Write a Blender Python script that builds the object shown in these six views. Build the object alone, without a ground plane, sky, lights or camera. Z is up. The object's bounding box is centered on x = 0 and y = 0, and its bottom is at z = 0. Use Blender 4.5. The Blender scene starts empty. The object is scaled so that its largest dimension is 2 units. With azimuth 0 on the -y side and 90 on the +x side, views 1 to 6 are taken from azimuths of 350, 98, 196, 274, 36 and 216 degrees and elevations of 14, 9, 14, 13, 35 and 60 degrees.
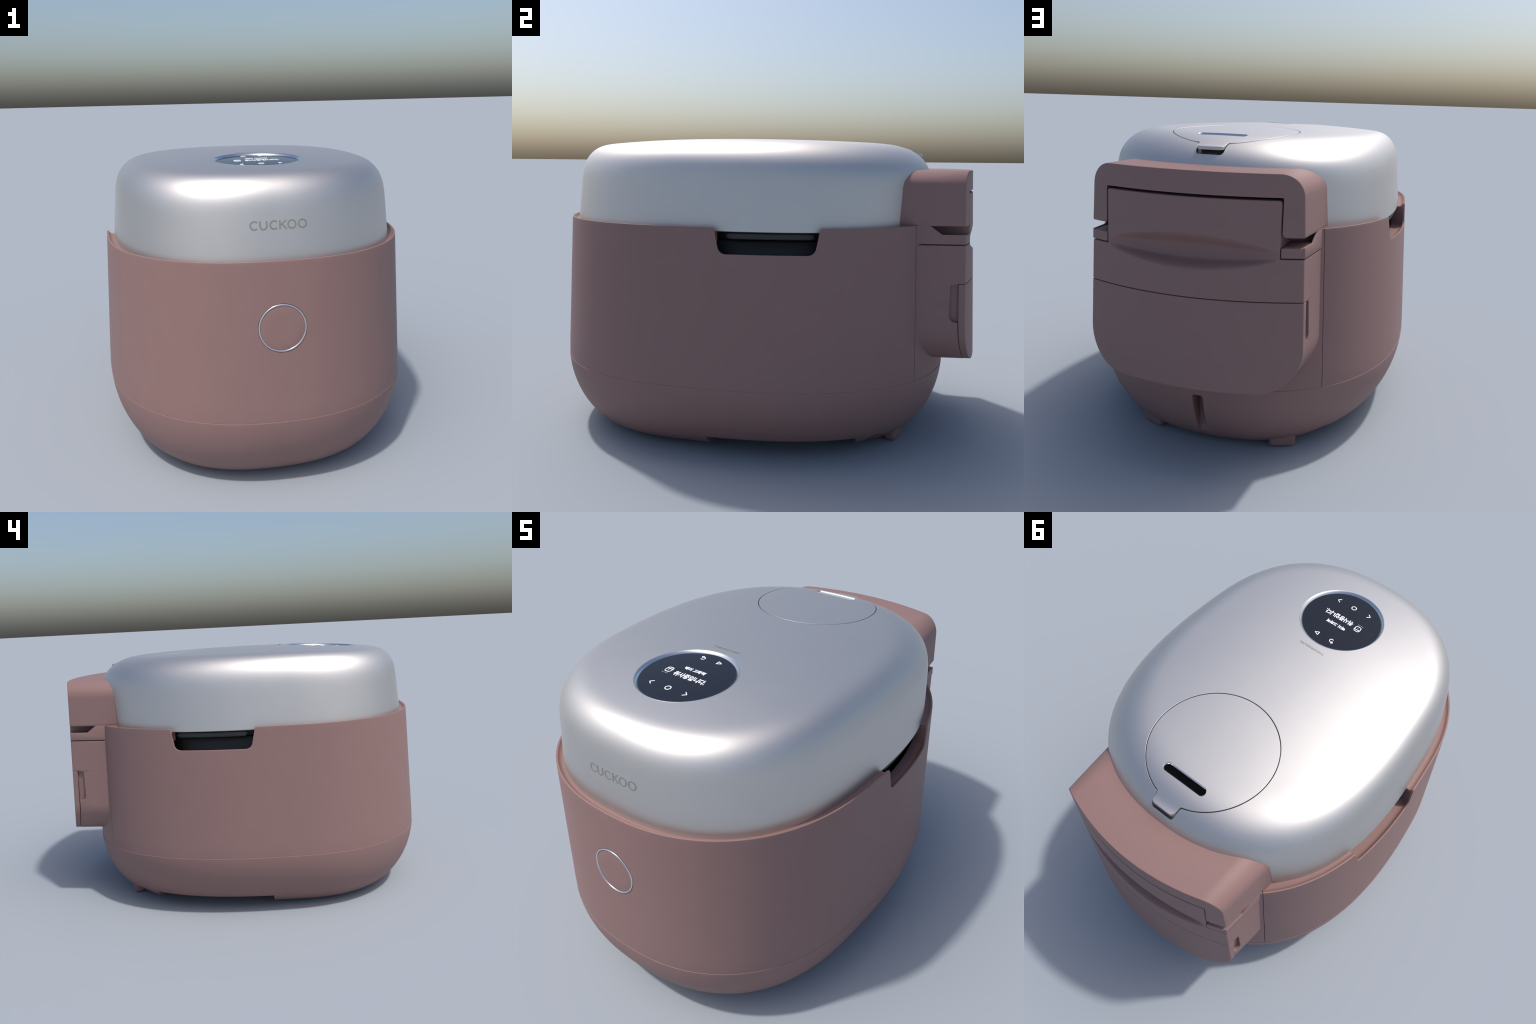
# Rounded two-tone rice cooker: silver domed lid on a dusty-pink oval body,
# with a carrying-handle shaped steam housing and drip tank at the back.
import bpy, bmesh, math
import numpy as np
from mathutils import Vector, Matrix
from mathutils.bvhtree import BVHTree
from mathutils.geometry import delaunay_2d_cdt

TAU = 2 * math.pi

# ------------------------------------------------------------------ materials
def new_mat(name):
    m = bpy.data.materials.new(name)
    m.use_nodes = True
    nt = m.node_tree
    b = nt.nodes["Principled BSDF"]
    return m, nt, b


def plastic(name, rgb, rough, var=0.03, bump=0.0, metallic=0.0, spec=0.5, scale=9.0):
    """Moulded plastic or coated metal: one hue, faint cloudiness, fine grain."""
    m, nt, b = new_mat(name)
    tc = nt.nodes.new("ShaderNodeTexCoord")
    n = nt.nodes.new("ShaderNodeTexNoise")
    n.inputs["Scale"].default_value = scale
    n.inputs["Detail"].default_value = 2.0
    nt.links.new(tc.outputs["Object"], n.inputs["Vector"])
    r = nt.nodes.new("ShaderNodeValToRGB")
    e = r.color_ramp.elements
    e[0].position, e[1].position = 0.3, 0.7
    e[0].color = (*[c * (1 - var) for c in rgb], 1)
    e[1].color = (*[min(1, c * (1 + var)) for c in rgb], 1)
    nt.links.new(n.outputs["Fac"], r.inputs["Fac"])
    nt.links.new(r.outputs["Color"], b.inputs["Base Color"])
    b.inputs["Roughness"].default_value = rough
    b.inputs["Metallic"].default_value = metallic
    b.inputs["Specular IOR Level"].default_value = spec
    if bump > 0:
        g = nt.nodes.new("ShaderNodeTexNoise")
        g.inputs["Scale"].default_value = 350.0
        nt.links.new(tc.outputs["Object"], g.inputs["Vector"])
        bp = nt.nodes.new("ShaderNodeBump")
        bp.inputs["Strength"].default_value = bump
        bp.inputs["Distance"].default_value = 0.001
        nt.links.new(g.outputs["Fac"], bp.inputs["Height"])
        nt.links.new(bp.outputs["Normal"], b.inputs["Normal"])
    return m


PINK = plastic("pink_plastic", (0.241, 0.145, 0.135), 0.55, 0.012, 0.0, 0.0, 0.35)
SILVER = plastic("silver_coating", (0.60, 0.585, 0.572), 0.50, 0.008, 0.0, 1.0, 0.5)
CHROME = plastic("polished_metal", (0.72, 0.725, 0.74), 0.16, 0.01, 0.0, 1.0)
BLACK = plastic("black_plastic", (0.012, 0.013, 0.015), 0.45, 0.05)
VOID = plastic("black_vent_floor", (0.002, 0.002, 0.002), 0.9, 0.05, 0, 0, 0.05)
GREY = plastic("dark_grey_rubber", (0.026, 0.028, 0.029), 0.5, 0.05)
SCREEN = plastic("screen_glass", (0.010, 0.0115, 0.018), 0.08, 0.02, 0, 0, 0.5)
WHITE = plastic("white_print", (0.93, 0.94, 0.97), 0.5, 0.0)
TAUPE = plastic("taupe_print", (0.205, 0.205, 0.185), 0.5, 0.02)

# ------------------------------------------------------------------ hierarchy
ROOT = bpy.data.objects.new("rice_cooker", None)
bpy.context.scene.collection.objects.link(ROOT)
ROOT["label"] = "dusty pink rice cooker with domed silver lid and round screen"
ROOT["category"] = "rice cooker"


def add(name, verts, faces, mat, parent=ROOT, angle=35.0, normals=None):
    me = bpy.data.meshes.new(name)
    me.from_pydata([tuple(map(float, v)) for v in verts], [], [tuple(map(int, f)) for f in faces])
    me.validate()
    me.materials.append(mat)
    for p in me.polygons:
        p.use_smooth = True
    if normals is not None:
        me.normals_split_custom_set_from_vertices([tuple(map(float, n)) for n in normals])
    elif angle is not None:
        me.set_sharp_from_angle(angle=math.radians(angle))
    ob = bpy.data.objects.new(name, me)
    bpy.context.scene.collection.objects.link(ob)
    ob.parent = parent
    return ob


def bake(ob, angle=35.0):
    """Apply modifiers, keep the object."""
    dg = bpy.context.evaluated_depsgraph_get()
    dg.update()
    me = bpy.data.meshes.new_from_object(ob.evaluated_get(dg))
    ob.modifiers.clear()
    ob.data = me
    for p in me.polygons:
        p.use_smooth = True
    me.set_sharp_from_angle(angle=math.radians(angle))


def grid_faces(rows, cols, wrap, base=0):
    f = []
    for i in range(rows - 1):
        for j in range(cols if wrap else cols - 1):
            k = (j + 1) % cols
            f.append((base + i * cols + j, base + i * cols + k, base + (i + 1) * cols + k, base + (i + 1) * cols + j))
    return f


def smooth(a, b, t):
    t = min(1, max(0, (t - a) / (b - a)))
    return t * t * (3 - 2 * t)


# ------------------------------------------------------------------ oval plan
def plan(c, s, a, front, back, y0, nf, nb):
    """Egg-shaped superellipse: half width a, tips at -front and +back."""
    n = np.where(s < 0, nf, nb)
    x = a * np.sign(c) * np.abs(c) ** (2 / n)
    y = y0 + np.where(s < 0, y0 + front, back - y0) * np.sign(s) * np.abs(s) ** (2 / n)
    return x, y


def taper(x, y, t1, t2):
    return x * (1 + t1 * y + t2 * (y * y - 0.4))


B_Z = 0.3326          # height of the widest ring of the body
SEAM_Z = 0.3365       # joint between side shell and base


def body_xy(th, z):
    """Body outline at height z for plan angles th (arrays broadcast)."""
    th, z = np.broadcast_arrays(np.asarray(th, float), np.asarray(z, float))
    c, s = np.cos(th), np.sin(th)
    k = np.clip((1 - z) / (1 - B_Z), 0, 1)
    k = (k - np.maximum(0, k - 0.88) ** 2 / 0.24) / 0.94     # wall leans out, then eases upright
    bow = 0.0
    g = np.clip((B_Z - z) / B_Z, 0, 1)
    sn = g ** (1.7693 / 2)
    h = 1 - np.sqrt(np.clip(1 - sn * sn, 0, 1)) ** (2 / 2.0)
    a = 0.7249 + 0.0335 * k + bow - 0.2830 * h
    f = 0.9601 + 0.0369 * k + bow - 0.2600 * h
    b = 0.8349 + 0.0204 * k + bow - 0.2430 * h
    x, y = plan(c, s, a, f, b, -0.3292, 2.3374 + 0.17 * h, 2.28 + 0.19 * h)
    return taper(x, y, 0.1608, 0.0202), y


# arc length table of the rim (z = 1), used to space columns evenly
_th = np.linspace(-math.pi / 2, 1.5 * math.pi, 7201)
_x, _y = body_xy(_th, 1.0)
_s = np.concatenate([[0], np.cumsum(np.hypot(np.diff(_x), np.diff(_y)))])
RIM_LEN = _s[-1]


def th_of_s(s):
    return np.interp(s, _s, _th)


def s_of_y(y, right):
    """Arc position (from the front tip) where the rim passes depth y."""
    half = _s <= RIM_LEN / 2
    if right:
        return float(np.interp(y, _y[half], _s[half]))
    return RIM_LEN - float(np.interp(y, _y[half], _s[half]))


def inward(th, z):
    d = 1e-3
    x1, y1 = body_xy(th + d, z)
    x0, y0 = body_xy(th - d, z)
    tx, ty = x1 - x0, y1 - y0
    L = np.hypot(tx, ty)
    return -ty / L, tx / L


# ------------------------------------------------------------------ side shell
SIDE_SEAM_Y = 0.675


def fillet(path, closed=True, step=0.006):
    """Round the corners of a polyline given as (x, y, radius)."""
    n = len(path)
    out = []
    for i in range(n):
        p = Vector(path[i][:2])
        r = path[i][2] if len(path[i]) > 2 else 0
        if r <= 0 or (not closed and i in (0, n - 1)):
            out.append((p.x, p.y))
            continue
        a = (Vector(path[i - 1][:2]) - p)
        b = (Vector(path[(i + 1) % n][:2]) - p)
        la, lb = a.length, b.length
        a.normalize(); b.normalize()
        ang = a.angle(b)
        t = min(r / math.tan(ang / 2), la * 0.49, lb * 0.49)
        r = t * math.tan(ang / 2)
        cen = p + (a + b).normalized() * (r / math.sin(ang / 2))
        v0, v1 = p + a * t - cen, p + b * t - cen
        tot = math.pi - ang
        sgn = 1 if (v0.x * v1.y - v0.y * v1.x) > 0 else -1
        m = max(3, int(tot * r / step) + 2)
        for k in range(m + 1):
            w = sgn * tot * k / m
            out.append((cen.x + v0.x * math.cos(w) - v0.y * math.sin(w), cen.y + v0.x * math.sin(w) + v0.y * math.cos(w)))
    return out


def resample(pts, step, closed=True):
    out = []
    n = len(pts)
    for i in range(n if closed else n - 1):
        a, b = np.array(pts[i]), np.array(pts[(i + 1) % n])
        m = max(1, int(math.ceil(np.linalg.norm(b - a) / step)))
        for k in range(m):
            out.append(tuple(a + (b - a) * k / m))
    if not closed:
        out.append(tuple(pts[-1]))
    return out


def notch_path(right):
    """Finger recess in the rim, as (arc, height) going round the body."""
    pts = [(-0.133, 1.0, 0.010), (-0.112, 0.893, 0.034), (0.268, 0.893, 0.034), (0.291, 1.0, 0.010)]
    if not right:
        pts = pts[::-1]
    return [(s_of_y(y, right), z, r) for y, z, r in pts]


def shell_piece(name, s0, s1, notches):
    path = [(s0, 1.0, 0)]
    for r in notches:
        path += notch_path(r)
    path.append((s1, 1.0, 0))
    top = resample(fillet(path, closed=False), 0.0085, closed=False)
    s = np.array([p[0] for p in top])
    zt = np.array([p[1] for p in top])
    # outer wall: rows drop from the rim to the base joint
    uni = np.linspace(s0, s1, len(s))
    NR = 72
    V, cols = [], len(s)
    for i in range(NR):
        t = min(1.0, i / (NR - 8)) if i < NR - 8 else 1 - 0.0075 * (NR - 1 - i) / 7     # a few tight rows at the joint
        w = min(1, t * 1.6)
        w = w * w * (3 - 2 * w)
        ss = s * (1 - w) + uni * w
        z = zt + (SEAM_Z - zt) * t
        th = th_of_s(ss)
        x, y = body_xy(th, z)
        nx, ny = inward(th, np.minimum(z, 0.999))
        tuck = 0.0003 * np.clip((SEAM_Z + 0.004 - z) / 0.004, 0, 1)      # the shell tucks in above the base ledge
        V.append(np.stack([x + nx * tuck, y + ny * tuck, z], 1))
    # joint lip turns inward at the bottom
    th = th_of_s(uni)
    nx, ny = inward(th, SEAM_Z)
    b = V[-1]
    V.append(np.stack([b[:, 0] + nx * 0.012, b[:, 1] + ny * 0.012, b[:, 2] - 0.0015], 1))
    # rim: rounded lip, shallow gutter, then under the lid
    th = th_of_s(s)
    nx, ny = inward(th, zt)
    rim = []
    for d, dz in [(0.0003, 0.0012), (0.0012, 0.0019), (0.0030, 0.0022), (0.0068, 0.0016), (0.0082, 0.0006), (0.0105, -0.0035),
                  (0.0140, -0.0082), (0.0190, -0.0120), (0.0250, -0.0138), (0.034, -0.0145), (0.050, -0.0150), (0.066, -0.0150), (0.068, -0.018), (0.069, -0.06)]:
        # the end walls of the finger recesses open out behind the rim
        wall = np.clip((zt - 0.8935) / 0.012, 0, 1) * np.clip((0.9985 - zt) / 0.012, 0, 1)
        spread = np.sign(V[0][:, 1] - 0.083) * wall * 0.36 * max(0.0, d - 0.008)
        rim.append(np.stack([V[0][:, 0] + nx * d, V[0][:, 1] + ny * d + spread, zt + dz - 0.0022], 1))
    rows = rim[::-1] + [V[0] - np.array([0, 0, 0.0022])] + V[1:]
    # end walls at the vertical joints
    A = np.array(rows)
    if s1 - s0 < RIM_LEN * 0.99:
        def end(col, near):
            e = col.copy()
            nx, ny = inward(th_of_s(near), 0.7)
            e[:, 0] += nx * 0.014
            e[:, 1] += ny * 0.014
            return e
        A = np.concatenate([end(A[:, 0], s0)[:, None], A, end(A[:, -1], s1)[:, None]], 1)
    R, C = A.shape[:2]
    return add(name, A.reshape(-1, 3), grid_faces(R, C, False), PINK, angle=28)


sR, sL = s_of_y(SIDE_SEAM_Y, True), s_of_y(SIDE_SEAM_Y, False)
# piece arcs: the front shell wraps through s = 0, so shift the left half below zero
def th_of_s(s):  # periodic version
    s = np.asarray(s, float)
    k = np.floor(s / RIM_LEN)
    return np.interp(s - k * RIM_LEN, _s, _th) + k * TAU


_sofy = s_of_y


def s_of_y(y, right):
    v = _sofy(y, right)
    return v if right else v - RIM_LEN


# notch order along increasing arc: left side (negative arc) comes first
front_shell = shell_piece("body_shell", sL - RIM_LEN + 0.0012, sR - 0.0012, [False, True])
back_shell = shell_piece("back_panel", sR + 0.0012, sL - 0.0012, [])

# ------------------------------------------------------------------ base bowl
def base():
    th = np.linspace(0, TAU, 481)[:-1]
    # extra columns at the cord channel and at the cuts in the lower edge
    fine = np.linspace(math.pi / 2 - 0.09, math.pi / 2 + 0.09, 121)
    edge = []
    for z in (0.03, 0.06, 0.083):
        yy = body_xy(th, z)[1]
        for lo, hi in ((-0.20, -0.17), (0.44, 0.61)):
            q = th[(yy > lo) & (yy < hi)]
            for part in (q[np.cos(q) > 0], q[np.cos(q) < 0]):
                edge.append(np.linspace(part.min(), part.max(), 160 if lo > 0 else 40))
    th = np.unique(np.round(np.concatenate([th, fine] + edge), 5))
    zs = [SEAM_Z - 0.0035, SEAM_Z - 0.0045, SEAM_Z - 0.006]
    ang = np.linspace(0, math.pi / 2, 90)
    zs += [z for z in B_Z * (1 - np.sin(ang) ** (2 / 1.7693)) if 0.006 < z < SEAM_Z - 0.008]
    zs += list(np.linspace(0.27, 0.3, 16))
    zs = sorted(set(round(float(z), 5) for z in zs), reverse=True)
    rows = []
    x, y = body_xy(th, SEAM_Z)
    nx, ny = inward(th, SEAM_Z)
    rows.append(np.stack([x + nx * 0.02, y + ny * 0.02, 0 * x + SEAM_Z - 0.0006], 1))
    rows.append(np.stack([x + nx * 0.0010, y + ny * 0.0010, 0 * x + SEAM_Z + 0.0002], 1))
    rows.append(np.stack([x + nx * -0.0010, y + ny * -0.0010, 0 * x + SEAM_Z - 0.0006], 1))
    for z in zs:
        x, y = body_xy(th, z)
        nx, ny = inward(th, z)
        out = 0.0018 * math.exp(-(SEAM_Z - z) / 0.03)          # the base stands a hair proud of the shell
        rows.append(np.stack([x - nx * out, y - ny * out, 0 * x + z], 1))
    last = rows[-1]
    for k in (0.9, 0.6, 0.25):
        r = last.copy()
        r[:, :2] *= k
        rows.append(r)
    A = np.array(rows)
    X, Y, Z = A[..., 0], A[..., 1], A[..., 2]
    # cord channel at the back: vertical floor, rounded top
    w = 0.0225
    top = 0.292 - np.maximum(0, np.abs(X) - (w - 0.010)) ** 2 / 0.012
    inside = (np.abs(X) < w) & (Z < top) & (Y > 0.7)
    Y[inside] = np.minimum(Y[inside], 0.772)
    # undercut along both sides, and the arched cut beside the rear feet
    under = (Y > -0.185) & (Y < 0.452)
    Z[under] = np.maximum(Z[under], 0.083)
    arch = (Y > 0.492) & (Y < 0.596) & (np.abs(X) > 0.40)
    cut = 0.083 * np.clip(1 - ((Y - 0.544) / 0.053) ** 2, 0, 1) ** 0.25
    Z[arch] = np.maximum(Z[arch], cut[arch])
    R, C = A.shape[:2]
    V = np.concatenate([A.reshape(-1, 3), [[0, -0.05, 0.083]]])
    F = grid_faces(R, C, True)
    o = (R - 1) * C
    F += [(o + j, o + (j + 1) % C, len(V) - 1) for j in range(C)]
    return add("base", V, F, PINK, angle=32)


base()

def block(name, loc, size, rot, mat, bev=0.012, parent=ROOT):
    bm = bmesh.new()
    bmesh.ops.create_cube(bm, size=1)
    bmesh.ops.scale(bm, vec=size, verts=bm.verts)
    bmesh.ops.bevel(bm, geom=bm.edges[:], offset=bev, segments=4, profile=0.5, affect='EDGES')
    me = bpy.data.meshes.new(name)
    bm.to_mesh(me); bm.free()
    for p in me.polygons:
        p.use_smooth = True
    me.set_sharp_from_angle(angle=math.radians(40))
    me.materials.append(mat)
    ob = bpy.data.objects.new(name, me)
    ob.location = loc
    ob.rotation_euler = rot
    ob.parent = parent
    bpy.context.scene.collection.objects.link(ob)
    return ob


for sx in (1, -1):
    block("foot", (sx * 0.306, 0.626, 0.042), (0.118, 0.058, 0.084), (0, 0, -sx * 0.38), PINK, 0.018)
for sx in (1, -1):
    block("foot", (sx * 0.430, -0.520, 0.022), (0.050, 0.090, 0.044), (0, 0, sx * 0.45), PINK, 0.012)

# ------------------------------------------------------------------ dark core seen through the recesses
def core():
    th = np.linspace(0, TAU, 361)[:-1]
    rows = []
    nx, ny = inward(th, 0.95)
    x, y = body_xy(th, 0.95)
    for d, z in [(0.122, 0.70), (0.122, 0.928), (0.126, 0.934), (0.150, 0.936), (0.151, 0.992), (0.25, 0.994)]:
        rows.append(np.stack([x + nx * d, y + ny * d, 0 * x + z], 1))
    A = np.array(rows)
    return add("inner_housing", A.reshape(-1, 3), grid_faces(A.shape[0], A.shape[1], True), BLACK)


core()
for right in (True, False):
    # soft grip bar tucked under the lid inside each recess
    n, m = 60, 12
    ys = np.linspace(-0.095, 0.278, n)
    th = np.array([th_of_s(s_of_y(float(v), right)) for v in ys])
    x, y = body_xy(th, 0.96)
    nx, ny = inward(th, 0.96)
    V = []
    for i in range(n):
        e = min(1.0, min(i, n - 1 - i) / 4.0)
        rr = 0.35 + 0.65 * math.sqrt(max(0.0, 1 - (1 - e) ** 2))
        for j in range(m):
            a = TAU * j / m
            du = 0.010 * rr * np.sign(math.cos(a)) * abs(math.cos(a)) ** 0.6
            dz = 0.0135 * rr * np.sign(math.sin(a)) * abs(math.sin(a)) ** 0.6
            d = 0.056 - du
            V.append((x[i] + nx[i] * d, y[i] + ny[i] * d, 0.9605 + dz))
    F = grid_faces(n, m, True) + [tuple(range(m)), tuple((n - 1) * m + j for j in range(m))]
    add("grip_bar", V, F, GREY, angle=50)

# ------------------------------------------------------------------ lid surface
LID_Z0, LID_ZS = 0.983, 1.1988
NROW = 120


def lid_rows(th):
    """Lid as rings from the lower edge to the apex; wall, shoulder and crown are blended into one curve."""
    c, s = np.cos(th), np.sin(th)
    rows = []
    y0 = -0.2894
    for z in np.linspace(0.95, LID_ZS, 30):
        k = (z - 0.95) / (LID_ZS - 0.95)
        x, y = plan(c, s, 0.7157 - 0.0255 * k, 0.9290 - 0.0270 * k, 0.7560 + 0.0157 * k, y0, 2.40, 2.255)
        rows.append(np.stack([taper(x, y, 0.1917, 0.0998), y, 0 * x + z], 1))
    for t in np.linspace(0, math.pi / 2, 60)[1:]:
        h = 1 - math.cos(t) ** (2 / 2.2512)
        g = math.sin(t) ** (2 / 1.8794)
        x, y = plan(c, s, 0.6902 - 0.1435 * h, 0.9020 - 0.1247 * h, 0.7717 - 0.2303 * h, y0, 2.40 - 0.1753 * h, 2.255 - 0.0917 * h)
        z = LID_ZS + (1.3668 - 0.0226 + 0.0076 * y - 0.0106 * y * y - LID_ZS) * g
        rows.append(np.stack([taper(x, y, 0.1917, 0.0998), y, z], 1))
    xe, ye = x, y
    for k in np.linspace(1, 0, 40)[1:]:
        x, y = xe * k, y0 + (ye - y0) * k
        rows.append(np.stack([taper(x, y, 0.1917, 0.0998), y, 1.3668 - 0.0226 * k * k + 0.0076 * y - 0.0106 * y * y], 1))
    A = np.array(rows)
    # even spacing along the profile, then a soft blend
    d = np.linalg.norm(np.diff(A, axis=0), axis=2).mean(1)
    q = np.concatenate([[0], np.cumsum(d)])
    u = np.linspace(0, q[-1], NROW + 4)
    i = np.clip(np.searchsorted(q, u) - 1, 0, len(q) - 2)
    w = ((u - q[i]) / (q[i + 1] - q[i]))[:, None, None]
    R = A[i] * (1 - w) + A[i + 1] * w
    sig, ds = 0.035, u[1]
    m = int(3 * sig / ds) + 1
    ker = np.exp(-0.5 * (np.arange(-m, m + 1) * ds / sig) ** 2)
    ker /= ker.sum()
    P = np.concatenate([2 * R[0] - R[m:0:-1], R, 2 * R[-1] - R[-2:-m - 2:-1]])
    R = sum(ker[j] * P[j:j + len(R)] for j in range(2 * m + 1))
    # start at the visible lower edge
    zz = R[:, :, 2].mean(1)
    keep = R[zz > LID_Z0 + 0.004]
    f = (LID_Z0 - R[0][:, 2:3]) / (keep[0][:, 2:3] - R[0][:, 2:3])
    first = R[0] + (keep[0] - R[0]) * f
    return np.concatenate([first[None], keep])


LTH = np.linspace(0, TAU, 361)[:-1]
LR = lid_rows(LTH)
_LF = grid_faces(LR.shape[0] - 1, LR.shape[1], True)
_o = (LR.shape[0] - 2) * LR.shape[1]
_LV = np.concatenate([LR[:-1].reshape(-1, 3), LR[-1][:1]])
_LF += [(_o + j, _o + (j + 1) % LR.shape[1], len(_LV) - 1) for j in range(LR.shape[1])]
_tri = [t for f in _LF for t in ((f[0], f[1], f[2]), (f[0], f[2], f[3])) if len(f) == 4] if False else []
for f in _LF:
    if len(f) == 4:
        _tri += [(f[0], f[1], f[2]), (f[0], f[2], f[3])]
    else:
        _tri.append(f)
_tri = np.array(_tri)
LID_BVH = BVHTree.FromPolygons([Vector(v) for v in _LV], [tuple(map(int, t)) for t in _tri])
_fn = np.cross(_LV[_tri[:, 1]] - _LV[_tri[:, 0]], _LV[_tri[:, 2]] - _LV[_tri[:, 0]])
_vn = np.zeros_like(_LV)
for k in range(3):
    np.add.at(_vn, _tri[:, k], _fn)
_vn /= np.linalg.norm(_vn, axis=1)[:, None]
if _vn[-1][2] < 0:
    _vn = -_vn


def lid_hit(x, y):
    """Point and smooth normal of the lid straight below (x, y)."""
    p, n, i, d = LID_BVH.ray_cast(Vector((x, y, 3)), Vector((0, 0, -1)))
    a, b, c = _tri[i]
    A, B, C = _LV[a], _LV[b], _LV[c]
    P = np.array(p)
    v0, v1, v2 = B - A, C - A, P - A
    d00, d01, d11, d20, d21 = v0 @ v0, v0 @ v1, v1 @ v1, v2 @ v0, v2 @ v1
    den = d00 * d11 - d01 * d01
    v = (d11 * d20 - d01 * d21) / den
    w = (d00 * d21 - d01 * d20) / den
    n = _vn[a] * (1 - v - w) + _vn[b] * v + _vn[c] * w
    return P, n / np.linalg.norm(n)


def lid_front(x, z):
    p, n, i, d = LID_BVH.ray_cast(Vector((x, -3, z)), Vector((0, 1, 0)))
    return np.array(p), np.array(n)


def in_poly(P, poly):
    P = np.asarray(P)
    q = np.asarray(poly)
    inside = np.zeros(len(P), bool)
    j = len(q) - 1
    for i in range(len(q)):
        xi, yi, xj, yj = q[i, 0], q[i, 1], q[j, 0], q[j, 1]
        if yi != yj:
            m = ((yi > P[:, 1]) != (yj > P[:, 1])) & (P[:, 0] < (xj - xi) * (P[:, 1] - yi) / (yj - yi) + xi)
            inside ^= m
        j = i
    return inside


def poly_dist(P, poly):
    P = np.asarray(P)
    q = np.asarray(poly)
    best = np.full(len(P), 1e9)
    for i in range(len(q)):
        a, b = q[i], q[(i + 1) % len(q)]
        d = b - a
        t = np.clip(((P - a) @ d) / (d @ d + 1e-18), 0, 1)
        best = np.minimum(best, np.linalg.norm(P - a - t[:, None] * d, axis=1))
    return best


def offset_loop(poly, d):
    """Move a counter-clockwise loop outward by d."""
    q = np.asarray(poly)
    t = np.roll(q, -1, 0) - q
    t /= np.linalg.norm(t, axis=1)[:, None] + 1e-12
    n1 = np.stack([t[:, 1], -t[:, 0]], 1)
    n0 = np.roll(n1, 1, 0)
    n = n0 + n1
    L = np.linalg.norm(n, axis=1)[:, None]
    n /= L + 1e-9
    m = np.clip((n * n1).sum(1), 0.5, 1)
    return q + n * (d / m)[:, None]


def cdt(outer, holes, pts, clear):
    """Triangulate a region with holes; returns 2D points and triangles."""
    pts = np.asarray(pts)
    loops = [np.asarray(outer)] + [np.asarray(h) for h in holes]
    keep = in_poly(pts, loops[0]) & (poly_dist(pts, loops[0]) > clear)
    for h in loops[1:]:
        keep &= ~in_poly(pts, h) & (poly_dist(pts, h) > clear)
    V = [tuple(p) for l in loops for p in l] + [tuple(p) for p in pts[keep]]
    E, o = [], 0
    for l in loops:
        E += [(o + i, o + (i + 1) % len(l)) for i in range(len(l))]
        o += len(l)
    v, e, f, _, _, _ = delaunay_2d_cdt([Vector(p) for p in V], E, [], 0, 1e-7)
    P = np.array([tuple(p) for p in v])
    F = np.array([t for t in f if len(t) == 3])
    cen = P[F].mean(1)
    ok = in_poly(cen, loops[0])
    for h in loops[1:]:
        ok &= ~in_poly(cen, h)
    return P, F[ok]


def arc(cx, cy, r, a0, a1, n):
    return [(cx + r * math.cos(a0 + (a1 - a0) * k / n), cy + r * math.sin(a0 + (a1 - a0) * k / n)) for k in range(n + 1)]


SCR = (0.0, -0.488, 0.199)      # screen centre and radius
FLAP = (0.0, 0.418, 0.2745)     # steam cap centre and radius


def flap_outline(grow, tab_end, tab_w):
    r = FLAP[2] + grow
    a = math.asin((tab_w + 0.004) / r)
    body = arc(FLAP[0], FLAP[1], r, math.pi / 2 + a, math.pi * 2.5 - a, 150)
    tab = fillet([(body[-1][0], body[-1][1]), (tab_w, body[-1][1] + 0.008, 0.006), (tab_w - 0.006, tab_end, 0.016),
                  (-tab_w + 0.006, tab_end, 0.016), (-tab_w, body[-1][1] + 0.008, 0.006), (body[0][0], body[0][1])], closed=False, step=0.003)
    return resample(body[:-1] + tab[:-1], 0.008)


def strip(rows, flip=False):
    A = np.array(rows)
    f = grid_faces(A.shape[0], A.shape[1], True)
    if flip:
        f = [t[::-1] for t in f]
    return A.reshape(-1, 3), f


def strip_normals(V, F):
    n = np.zeros_like(V)
    for f in F:
        a, b, c = V[f[0]], V[f[1]], V[f[2]]
        m = np.cross(V[f[2]] - V[f[0]], V[f[3]] - V[f[1]])
        for k in f:
            n[k] += m
    return n / (np.linalg.norm(n, axis=1)[:, None] + 1e-12)


def hole_wall(loop, surf, bev, depth, outward):
    """Rounded edge and wall around a cut-out. outward=+1: the solid lies outside the loop."""
    rows, first = [], []
    for k in range(6):
        a = math.pi / 2 * k / 5
        l = offset_loop(loop, -outward * bev * math.sin(a))
        dz = -bev * (1 - math.cos(a))
        rows.append([surf(p[0], p[1])[0] * 1.0 + np.array([0, 0, dz]) for p in l])
    l = offset_loop(loop, -outward * bev)
    for d in (depth * 0.5, depth):
        rows.append([surf(p[0], p[1])[0] + np.array([0, 0, -bev - d]) for p in l])
    V, F = strip(rows, flip=(outward < 0))
    N = strip_normals(V, F)
    for i, p in enumerate(loop):
        N[i] = surf(p[0], p[1])[1]
    # normals must leave the solid: check orientation against the first row
    n1 = strip_normals(V, F)[:len(loop)]
    if (n1 * N[:len(loop)]).sum() < 0:
        F = [t[::-1] for t in F]
        N[len(loop):] *= -1
    return V, F, N


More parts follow.
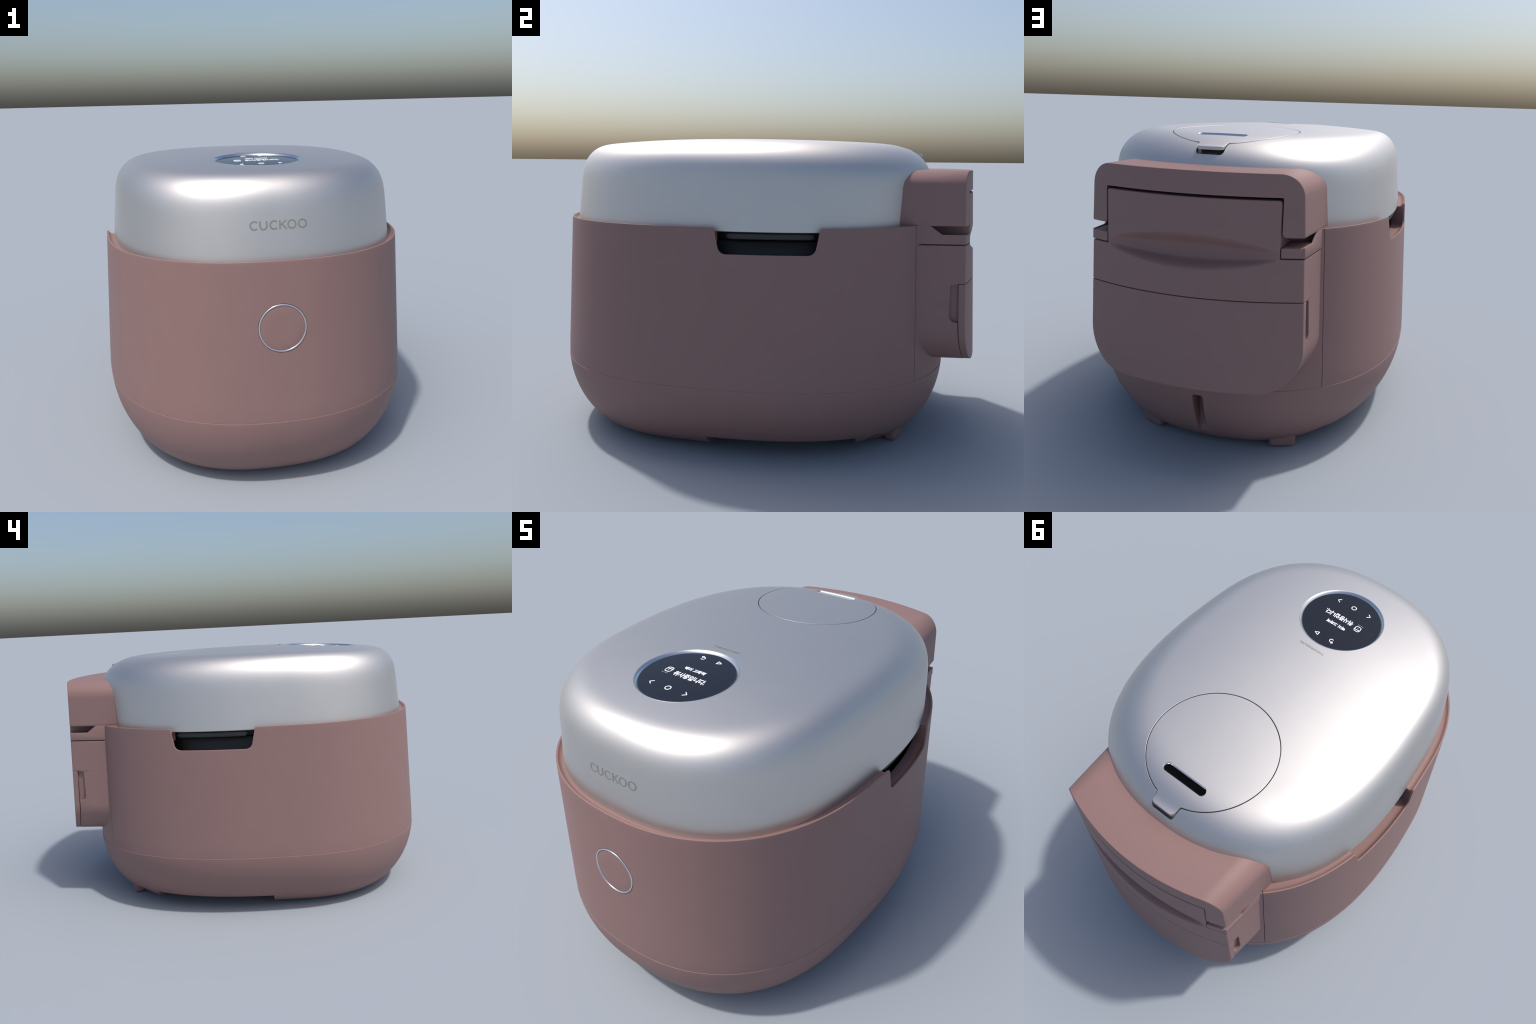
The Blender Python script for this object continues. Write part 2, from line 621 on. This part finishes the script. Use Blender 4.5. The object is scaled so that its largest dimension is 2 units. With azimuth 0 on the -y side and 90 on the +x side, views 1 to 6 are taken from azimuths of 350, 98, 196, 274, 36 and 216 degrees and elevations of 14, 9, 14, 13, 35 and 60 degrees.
def lid():
    cut = int(np.argmax(_vn.reshape(-1, 3)[np.arange(LR.shape[0] - 1) * LR.shape[1] + LR.shape[1] // 4, 2] > 0.30))   # shoulder row where the flat triangulation begins
    C = LR.shape[1]
    outer = LR[cut][:, :2]
    disp = arc(SCR[0], SCR[1], SCR[2], 0, TAU, 150)[:-1]
    flap = flap_outline(0.0032, 0.738, 0.0635)
    pts = LR[cut + 1:-1].reshape(-1, 3)[:, :2]
    # thin out the crowded centre
    keep = [LR[r][::max(1, int(0.006 / max(1e-4, np.linalg.norm(LR[r][1, :2] - LR[r][0, :2]))))][:, :2] for r in range(cut + 1, LR.shape[0] - 1)]
    pts = np.concatenate(keep)
    P, F = cdt(outer, [disp, flap], pts, 0.003)
    V3, N3 = [], []
    for i, p in enumerate(P):
        if i < C:
            V3.append(LR[cut][i]); N3.append(_vn[cut * C + i])
        else:
            q, n = lid_hit(p[0], p[1])
            V3.append(q); N3.append(n)
    V3, N3 = np.array(V3), np.array(N3)
    fn = np.cross(V3[F[:, 1]] - V3[F[:, 0]], V3[F[:, 2]] - V3[F[:, 0]])
    F = [tuple(t) if n[2] > 0 else tuple(t[::-1]) for t, n in zip(F, fn)]
    Vs, Ns, Fs = [V3], [N3], list(F)
    o = len(V3)
    # structured wall below
    W = LR[:cut + 1]
    Vs.append(W.reshape(-1, 3)); Ns.append(_vn[:(cut + 1) * C])
    Fs += grid_faces(cut + 1, C, True, o)
    o += (cut + 1) * C
    # rolled lower edge
    th = LTH
    cxy = np.array([0, -0.05])
    low = []
    for d, dz in [(0.0, 0.0), (0.0015, -0.0035), (0.005, -0.005), (0.16, -0.005)]:
        r = LR[0].copy()
        v = r[:, :2] - cxy
        r[:, :2] -= v / np.linalg.norm(v, axis=1)[:, None] * d
        r[:, 2] += dz
        low.append(r)
    V, Fq = strip(low[::-1])
    N = strip_normals(V, Fq)
    if (N[-C:] * _vn[:C]).sum() < 0:
        N = -N
        Fq = [t[::-1] for t in Fq]
    N[-C:] = _vn[:C]
    Vs.append(V); Ns.append(N); Fs += [tuple(o + k for k in t) for t in Fq]; o += len(V)
    for loop, bev, dep in ((disp, 0.0016, 0.012), (flap, 0.0010, 0.030)):
        V, Fq, N = hole_wall(loop, lid_hit, bev, dep, 1)
        Vs.append(V); Ns.append(N); Fs += [tuple(o + k for k in t) for t in Fq]; o += len(V)
    ob = add("lid", np.concatenate(Vs), Fs, SILVER, normals=np.concatenate(Ns))
    # pocket floor under the steam cap
    P, F = cdt(flap, [], [(x, y) for x in np.arange(-0.3, 0.31, 0.03) for y in np.arange(0.12, 0.78, 0.03)], 0.012)
    V = []
    for p in P:
        q, n = lid_hit(p[0], p[1])
        V.append(q + np.array([0, 0, -0.024 - 0.03 * max(0, (p[1] - 0.62)) ]))
    add("cap_well", V, [tuple(t) for t in F], SILVER, parent=ob)
    return ob


LID = lid()


def cap():
    """Round steam cap with a finger tab and a slotted vent."""
    edge = flap_outline(-0.0024, 0.7300, 0.0590)
    slot = [(0.0905 + 0.0208 * math.cos(a), 0.590 + 0.0208 * math.sin(a)) for a in np.linspace(-math.pi / 2, math.pi / 2, 25)]
    slot += [(-0.0905 + 0.0208 * math.cos(a), 0.590 + 0.0208 * math.sin(a)) for a in np.linspace(math.pi / 2, 1.5 * math.pi, 25)]
    slot = resample(slot, 0.008)

    def surf(x, y):
        q, n = lid_hit(x, min(y, 0.735))
        r = 1 - min(1, max(0, (abs(x) - 0.070) / 0.03))
        plane = 1.3005 - 0.06 * (y - 0.70) - 6.0 * max(0, y - 0.722) ** 2
        d = q[2] - plane
        k = 0.005                                   # soft maximum: the tab levels off above the shoulder
        soft = plane + 0.5 * (d + math.sqrt(d * d + 4 * k * k))
        w = 1 / (1 + math.exp(min(60, d / k * 0.8)))
        w *= r * smooth(0.64, 0.68, y)
        q = q.copy(); q[1] = y
        q[2] += (soft - q[2]) * r * smooth(0.64, 0.68, y)
        m = np.array([n[0], n[1] * (1 - w) + 0.14 * w, n[2]])
        return q, m / np.linalg.norm(m)

    ring = [(r * math.cos(a), FLAP[1] + r * math.sin(a)) for r in np.arange(0.008, 0.275, 0.0085) for a in np.arange(0, TAU, 0.008 / max(r, 0.01))]
    tabp = [(x, y) for x in np.arange(-0.056, 0.057, 0.006) for y in np.arange(0.665, 0.73, 0.004)]
    ring = [p for p in ring if not (abs(p[0]) < 0.06 and p[1] > 0.663)]
    P, F = cdt(edge, [slot], ring + tabp, 0.003)
    V3, N3 = zip(*[surf(p[0], p[1]) for p in P])
    V3, N3 = np.array(V3), np.array(N3)
    fn = np.cross(V3[F[:, 1]] - V3[F[:, 0]], V3[F[:, 2]] - V3[F[:, 0]])
    Fs = [tuple(t) if n[2] > 0 else tuple(t[::-1]) for t, n in zip(F, fn)]
    Vs, Ns, o = [V3], [N3], len(V3)
    for loop, bev, dep, sg in ((edge, 0.0008, 0.0125, -1), (slot, 0.0010, 0.004, 1)):
        V, Fq, N = hole_wall(loop, surf, bev, dep, sg)
        Vs.append(V); Ns.append(N); Fs += [tuple(o + k for k in t) for t in Fq]; o += len(V)
    ob = add("steam_cap", np.concatenate(Vs), Fs, SILVER, normals=np.concatenate(Ns))
    # bright surround of the vent slot and its dark floor
    rows = []
    for d, dz in [(-0.0008, -0.0030), (-0.0010, 0.0006), (-0.0020, 0.0008), (-0.0066, -0.0042), (-0.0072, -0.012)]:
        l = offset_loop(slot, d)
        rows.append([surf(p[0], p[1])[0] + np.array([0, 0, dz]) for p in l])
    V, F = strip(rows)
    add("vent_surround", V, F, CHROME, parent=ob, angle=50)
    l = offset_loop(slot, -0.0055)
    V = [surf(p[0], p[1])[0] + np.array([0, 0, -0.0075]) for p in l]
    add("vent_floor", V, [tuple(range(len(V)))], VOID, parent=ob)
    return ob


cap()

# ------------------------------------------------------------------ screen
def disc_rows(radii_dz, n=160, cen=SCR):
    rows = []
    for r, dz in radii_dz:
        rows.append([lid_hit(cen[0] + r * math.cos(a), cen[1] + r * math.sin(a))[0] + np.array([0, 0, dz]) for a in np.arange(n) * TAU / n])
    return rows


R0 = SCR[2]
V, F = strip(disc_rows([(R0 - 0.0015, -0.008), (R0 - 0.0013, -0.0008), (R0 - 0.0018, 0.0004), (R0 - 0.0034, 0.0004), (R0 - 0.0044, -0.0002),
                        (R0 - 0.0145, -0.0075), (R0 - 0.0155, -0.012)]))
add("screen_bezel", V, F, CHROME, angle=60)
SCR_D = -0.0088
rows = disc_rows([(R0 - 0.0135, SCR_D), (0.14, SCR_D), (0.09, SCR_D), (0.045, SCR_D)])
V, F = strip(rows)
V = np.concatenate([V, [lid_hit(SCR[0], SCR[1])[0] + np.array([0, 0, SCR_D])]])
F += [(3 * 160 + j, 3 * 160 + (j + 1) % 160, len(V) - 1) for j in range(160)]
screen = add("screen", V, F, SCREEN, angle=60)

PRINT_D = SCR_D + 0.0012


def ribbon(name, paths, width, mat, place, parent, closed=False):
    """Raised line drawing: every path is a flat ribbon with thickness, laid on a surface."""
    V, F = [], []
    for path, cl in paths:
        p = np.array(resample(path, 0.003, closed=cl))
        n = len(p)
        t = (np.roll(p, -1, 0) - np.roll(p, 1, 0)) if cl else np.gradient(p, axis=0)
        t /= np.linalg.norm(t, axis=1)[:, None] + 1e-12
        nn = np.stack([-t[:, 1], t[:, 0]], 1)
        if not cl:   # square-round the ends
            p = np.concatenate([[p[0] - t[0] * width * 0.35], p, [p[-1] + t[-1] * width * 0.35]])
            nn = np.concatenate([nn[:1] * 0.55, nn, nn[-1:] * 0.55])
            n += 2
        o = len(V)
        for q, m in zip(p, nn):
            for sg, hgt in ((-1, -0.0012), (-1, 0.0), (1, 0.0), (1, -0.0012)):
                V.append(place(q[0] + m[0] * sg * width / 2, q[1] + m[1] * sg * width / 2, hgt))
        for i in range(n if cl else n - 1):
            k = (i + 1) % n
            for j in range(3):
                F.append((o + i * 4 + j, o + k * 4 + j, o + k * 4 + j + 1, o + i * 4 + j + 1))
        if not cl:
            F += [(o, o + 1, o + 2, o + 3), (o + (n - 1) * 4 + 3, o + (n - 1) * 4 + 2, o + (n - 1) * 4 + 1, o + (n - 1) * 4)]
    ob = add(name, V, F, mat, parent=parent, angle=30)
    bm = bmesh.new(); bm.from_mesh(ob.data)
    bmesh.ops.recalc_face_normals(bm, faces=bm.faces)
    bm.to_mesh(ob.data); bm.free()
    return ob


def on_screen(x, y, h):
    return lid_hit(x, y)[0] + np.array([0, 0, PRINT_D + h])


def circ(cx, cy, r, n=24):
    return arc(cx, cy, r, 0, TAU, n)[:-1]


LW = 0.0036
ribbon("arrow_icon", [([(-0.0775, -0.582), (-0.0905, -0.593), (-0.0775, -0.604)], False)], LW, WHITE, on_screen, screen)
ribbon("arrow_icon", [([(0.0785, -0.582), (0.0915, -0.593), (0.0785, -0.604)], False)], LW, WHITE, on_screen, screen)
ribbon("circle_icon", [(circ(0.001, -0.593, 0.0112), True)], LW, WHITE, on_screen, screen)
ribbon("triangle_icon", [([(0.0335, -0.3595), (0.0335, -0.3405), (0.0520, -0.350)], True)], 0.0034, WHITE, on_screen, screen)
ribbon("return_icon", [(arc(-0.0385, -0.3515, 0.0088, -2.2, 1.75, 18) + [(-0.047, -0.3425)], False),
                       ([(-0.0435, -0.3365), (-0.0505, -0.3425), (-0.0435, -0.3485)], False)], 0.0036, WHITE, on_screen, screen)
pot = fillet([(-0.102, -0.5045, 0.009), (-0.075, -0.5045, 0.009), (-0.075, -0.4735, 0.009), (-0.102, -0.4735, 0.009)], step=0.002)
ribbon("cooker_icon", [(pot, True), ([(-0.101, -0.4835), (-0.076, -0.4835)], False), ([(-0.0885, -0.4930), (-0.0885, -0.4940)], False)],
       0.0034, WHITE, on_screen, screen)
ribbon("dots_icon", [([(-0.1005 + 0.0078 * k, -0.5150), (-0.0998 + 0.0078 * k, -0.5150)], False) for k in range(4)], 0.0026, WHITE, on_screen, screen)


def lettering(name, text, mat, parent, place, width, height, bold=0.0, spacing=1.0):
    """Text from the built-in font, fitted to a box centred on 0 and laid on a surface."""
    cu = bpy.data.curves.new(name, 'FONT')
    cu.body = text
    cu.offset = bold
    cu.space_character = spacing
    cu.resolution_u = 6
    cu.extrude = 0.001
    tmp = bpy.data.objects.new(name + "_tmp", cu)
    bpy.context.scene.collection.objects.link(tmp)
    dg = bpy.context.evaluated_depsgraph_get()
    me = bpy.data.meshes.new_from_object(tmp.evaluated_get(dg))
    bpy.data.objects.remove(tmp)
    bpy.data.curves.remove(cu)
    co = np.array([v.co[:] for v in me.vertices])
    lo, hi = co.min(0), co.max(0)
    for v, c in zip(me.vertices, co):
        u = (c[0] - (lo[0] + hi[0]) / 2) / (hi[0] - lo[0]) * width
        w = (c[1] - (lo[1] + hi[1]) / 2) / (hi[1] - lo[1]) * height
        v.co = place(u, w, 0.0 if c[2] > 0 else -0.0012)
    me.materials.clear()
    me.materials.append(mat)
    for p in me.polygons:
        p.material_index = 0
    ob = bpy.data.objects.new(name, me)
    me.name = name
    bpy.context.scene.collection.objects.link(ob)
    ob.parent = parent
    return ob


lettering("screen_message", "취사중입니다.", WHITE, screen, lambda u, w, h: on_screen(0.0215 + u, -0.4985 + w, h), 0.153, 0.031, 0.022, 0.95)
lettering("screen_caption", "백미 고화력", WHITE, screen, lambda u, w, h: on_screen(0.0035 + u, -0.4475 + w, h), 0.099, 0.0205, 0.022, 0.95)


def on_lid(x, y, h):
    return lid_hit(x, y)[0] + np.array([0, 0, 0.0008 + h])


lettering("lid_lettering", "TWINPRESSURE", TAUPE, LID, lambda u, w, h: on_lid(u, -0.254 + w, h), 0.128, 0.0115, 0.0, 1.1)

# front name: rounded geometric capitals drawn as strokes
def front_letters():
    H = 0.0158                      # half cap height
    cx, cz = 0.006, 1.1325
    P = []
    def C(x):
        P.append((arc(x, 0, H, math.radians(52), math.radians(308), 26), False))
    def O(x):
        P.append((circ(x, 0, H, 36), True))
    def U(x, w=0.0130):
        P.append(([(x - w, H)] + arc(x, -H + w, w, math.pi, TAU, 18) + [(x + w, H)], False))
    def Kk(x):
        P.append(([(x, H), (x, -H)], False))
        P.append(([(x + 0.0235, H), (x + 0.0050, 0.0005)], False))
        P.append(([(x + 0.0075, 0.0025), (x + 0.0245, -H)], False))
    C(-0.0955); U(-0.0600); C(-0.0175); Kk(0.0055); O(0.0534); O(0.0966)
    def place(u, w, h):
        p, n = lid_front(cx + u, cz + w)
        return p + np.array([0, -0.0008 - h, 0])
    return ribbon("name_lettering", P, 0.0060, TAUPE, place, LID)


front_letters()

# ------------------------------------------------------------------ front button
SHELL_BVH = BVHTree.FromObject(front_shell, bpy.context.evaluated_depsgraph_get())


def front_pt(x, z, h):
    p, n, i, d = SHELL_BVH.ray_cast(Vector((x, -3, z)), Vector((0, 1, 0)))
    return np.array(p) + np.array([0, -h, 0])


BC = (0.003, 0.731)


def button_ring(rows, n=128):
    out = []
    for r, h in rows:
        out.append([front_pt(BC[0] + r * math.cos(a), BC[1] + r * math.sin(a), h) for a in np.arange(n) * TAU / n])
    return strip(out)


V, F = button_ring([(0.0980, -0.004), (0.0978, 0.0012), (0.0970, 0.0024), (0.0955, 0.0031), (0.0930, 0.0030), (0.0915, 0.0018), (0.0908, -0.004)])
ring = add("button_ring", V, F, CHROME, angle=70)
V, F = button_ring([(0.0992, -0.003), (0.0991, 0.0003), (0.0975, 0.0004), (0.0974, -0.003)])
add("button_gap_shadow_ring", V, F, BLACK, angle=40)  # thin black ring drawing the shadowed gap around the button ring; no groove is cut
V, F = button_ring([(0.0912, -0.003), (0.0911, 0.0002), (0.0895, 0.0006), (0.06, 0.0006), (0.03, 0.0006), (0.004, 0.0006)])
V = np.concatenate([V, [front_pt(BC[0], BC[1], 0.0006)]])
F += [(5 * 128 + j, 5 * 128 + (j + 1) % 128, len(V) - 1) for j in range(128)]
add("button", V, F, PINK, angle=40)

# ------------------------------------------------------------------ rear steam housing
def yb(x, z):
    """Bowed, slightly leaning rear face."""
    return 1.0 - 0.0535 * (z - 0.4) - 0.47 * x * x


def hw(z):
    return 0.430 + 0.0353 * (1.15 - z)


def grip(x, z):
    """Finger scoop: soft upper slope, firm lower edge."""
    q = 1 - (x / 0.345) ** 2
    if q <= 0:
        return 0
    zu, zl = 0.955 + 0.052 * q, 0.909 - 0.047 * q
    if not zl < z < zu:
        return 0
    t = (zu - z) / (zu - zl)
    return 0.055 * q ** 0.85 * smooth(0.0, 0.45, t) * (1 - smooth(0.76, 1.0, t))


def flare(x, y, z):
    """The housing widens towards the body."""
    f = max(0, 0.885 - y) * 0.088 / 0.44
    w = min(1, max(0, (abs(x) - 0.36) / 0.06)) if flare.ends else 1
    return (x * (1 + f * w), y, z)


flare.ends = False


def rear_part(name, outline, back, front, bev=0.004, fine=0.014, parent=ROOT):
    loop = np.array(resample(outline, 0.011))
    inner = offset_loop(loop, -bev)
    x0, x1, z0, z1 = loop[:, 0].min(), loop[:, 0].max(), loop[:, 1].min(), loop[:, 1].max()
    pts = [(x, z) for x in np.arange(x0, x1, fine) for z in np.arange(z0, z1, fine * 0.6)]
    P, F = cdt(inner, [], pts, 0.005)
    V = [(p[0], back(p[0], p[1]), p[1]) for p in P]
    Fs = [tuple(t) for t in F]
    rows = []
    for k in range(5):
        a = math.pi / 2 * k / 4
        l = offset_loop(loop, -bev * (1 - math.sin(a)))
        rows.append([(p[0], back(p[0], p[1]) - bev * (1 - math.cos(a)), p[1]) for p in l])
    for w in (0.4, 1.0):
        rows.append([flare(p[0], (back(p[0], p[1]) - bev) * (1 - w) + front(p[0], p[1]) * w, p[1]) for p in loop])
    o, n = len(V), len(loop)
    # first strip row coincides with the face border: reuse it by index
    idx = list(range(n))
    for r in rows[1:]:
        V += r
    for i in range(len(rows) - 1):
        for j in range(n):
            k = (j + 1) % n
            A = (idx[j], idx[k]) if i == 0 else (o + (i - 1) * n + j, o + (i - 1) * n + k)
            B = (o + i * n + j, o + i * n + k)
            Fs.append((A[0], A[1], B[1], B[0]))
    V.append((0.0, 0.0, 0.0)); V.pop()
    ob = add(name, V, Fs, PINK, parent=parent, angle=None)
    bm = bmesh.new(); bm.from_mesh(ob.data)
    # close the hidden front side
    eds = [e for e in bm.edges if e.is_boundary]
    bmesh.ops.holes_fill(bm, edges=eds, sides=0)
    bmesh.ops.recalc_face_normals(bm, faces=bm.faces)
    bm.to_mesh(ob.data); bm.free()
    ob.data.set_sharp_from_angle(angle=math.radians(30))
    return ob


handle_line = fillet([(-0.4378, 0.998, 0.005), (-0.3575, 0.998, 0.018), (-0.3575, 1.143, 0.006), (0.3575, 1.143, 0.006), (0.3575, 0.998, 0.018),
                      (0.4378, 0.998, 0.005), (0.4255, 1.2287, 0.085), (-0.4255, 1.2287, 0.085)])
flare.ends = True      # keep the inner faces of the arch parallel
handle = rear_part("handle", handle_line, yb, lambda x, z: 0.56, 0.003)

upper_line = fillet([(-hw(0.7565), 0.7565), (hw(0.7565), 0.7565), (hw(0.9185), 0.9185, 0.003), (0.3525, 0.9185), (0.3525, 1.1325, 0.012),
                     (-0.3525, 1.1325, 0.012), (-0.3525, 0.9185), (-hw(0.9185), 0.9185, 0.003)])
housing = rear_part("steam_housing", upper_line, lambda x, z: yb(x, z) - grip(x, z), lambda x, z: 0.60, 0.004, fine=0.0065)

flare.ends = False
lower_line = fillet([(-hw(0.391), 0.391, 0.20), (hw(0.391), 0.391, 0.20), (hw(0.7565), 0.7565), (-hw(0.7565), 0.7565)])
tank = rear_part("drip_tank", lower_line, lambda x, z: yb(x, z) - 0.0295, lambda x, z: 0.64, 0.002)
cover_line = fillet([(-hw(0.3925), 0.3925, 0.199), (hw(0.3925), 0.3925, 0.199), (hw(0.754), 0.754, 0.0015), (-hw(0.754), 0.754, 0.0015)])
cover = rear_part("tank_cover", cover_line, yb, lambda x, z: yb(x, z) - 0.0265, 0.0025)

# finger recesses on both sides of the drip tank
for sx in (1, -1):
    prof = fillet([(0.827, 0.590, 0.032), (0.95, 0.590), (0.95, 0.7515), (0.827, 0.7515, 0.010)], step=0.003)
    bm = bmesh.new()
    lo = [bm.verts.new((sx * 0.4345, p[0], p[1])) for p in prof]
    hi = [bm.verts.new((sx * 0.500, p[0], p[1])) for p in prof]
    bm.faces.new(lo); bm.faces.new(hi[::-1])
    for i in range(len(prof)):
        k = (i + 1) % len(prof)
        bm.faces.new((lo[i], hi[i], hi[k], lo[k]))
    bmesh.ops.recalc_face_normals(bm, faces=bm.faces)
    me = bpy.data.meshes.new("cutter")
    bm.to_mesh(me); bm.free()
    cutter = bpy.data.objects.new("cutter", me)
    bpy.context.scene.collection.objects.link(cutter)
    md = tank.modifiers.new("cut", 'BOOLEAN')
    md.operation = 'DIFFERENCE'
    md.solver = 'EXACT'
    md.object = cutter
    bake(tank, 30)
    bpy.data.objects.remove(cutter)
    bpy.data.meshes.remove(me)

# stepped shoulders under both ends of the handle: a thin outer cheek and a tray floor
def loft_x(name, sx, prof, xin, xout, n=9, spread=0.0):
    V = []
    for t in np.linspace(0, 1, n):
        for (y, z) in prof:
            x = xin(z) + (xout(z) - xin(z)) * t
            yy = min(y, yb(x, z))
            V.append((sx * (x + max(0, 0.885 - yy) * 0.088 * max(t, spread)), yy, z))
    m = len(prof)
    F = grid_faces(n, m, True) + [tuple(range(m)), tuple((n - 1) * m + j for j in range(m))]
    ob = add(name, V, F, PINK, angle=30)
    bm = bmesh.new(); bm.from_mesh(ob.data)
    bmesh.ops.recalc_face_normals(bm, faces=bm.faces)
    bm.to_mesh(ob.data); bm.free()
    md = ob.modifiers.new("edge", 'BEVEL')
    md.width = 0.002; md.segments = 2; md.limit_method = 'ANGLE'; md.angle_limit = math.radians(40)
    bake(ob, 35)
    return ob


for sx in (1, -1):
    prof = fillet([(0.60, 1.0005), (0.733, 1.0005, 0.012), (0.785, 0.963, 0.014), (9.0, 0.963), (9.0, 0.9225), (0.60, 0.9225)], closed=True, step=0.003)
    cheek = loft_x("shoulder", sx, prof, lambda z: hw(z) - 0.007, lambda z: hw(z) + 0.0020, 3, 1.0)
    prof = [(0.60, 0.9565), (9.0, 0.9600), (9.0, 0.9228), (0.60, 0.9228)]
    loft_x("shoulder_tray", sx, prof, lambda z: 0.3565, lambda z: hw(z) - 0.0062)
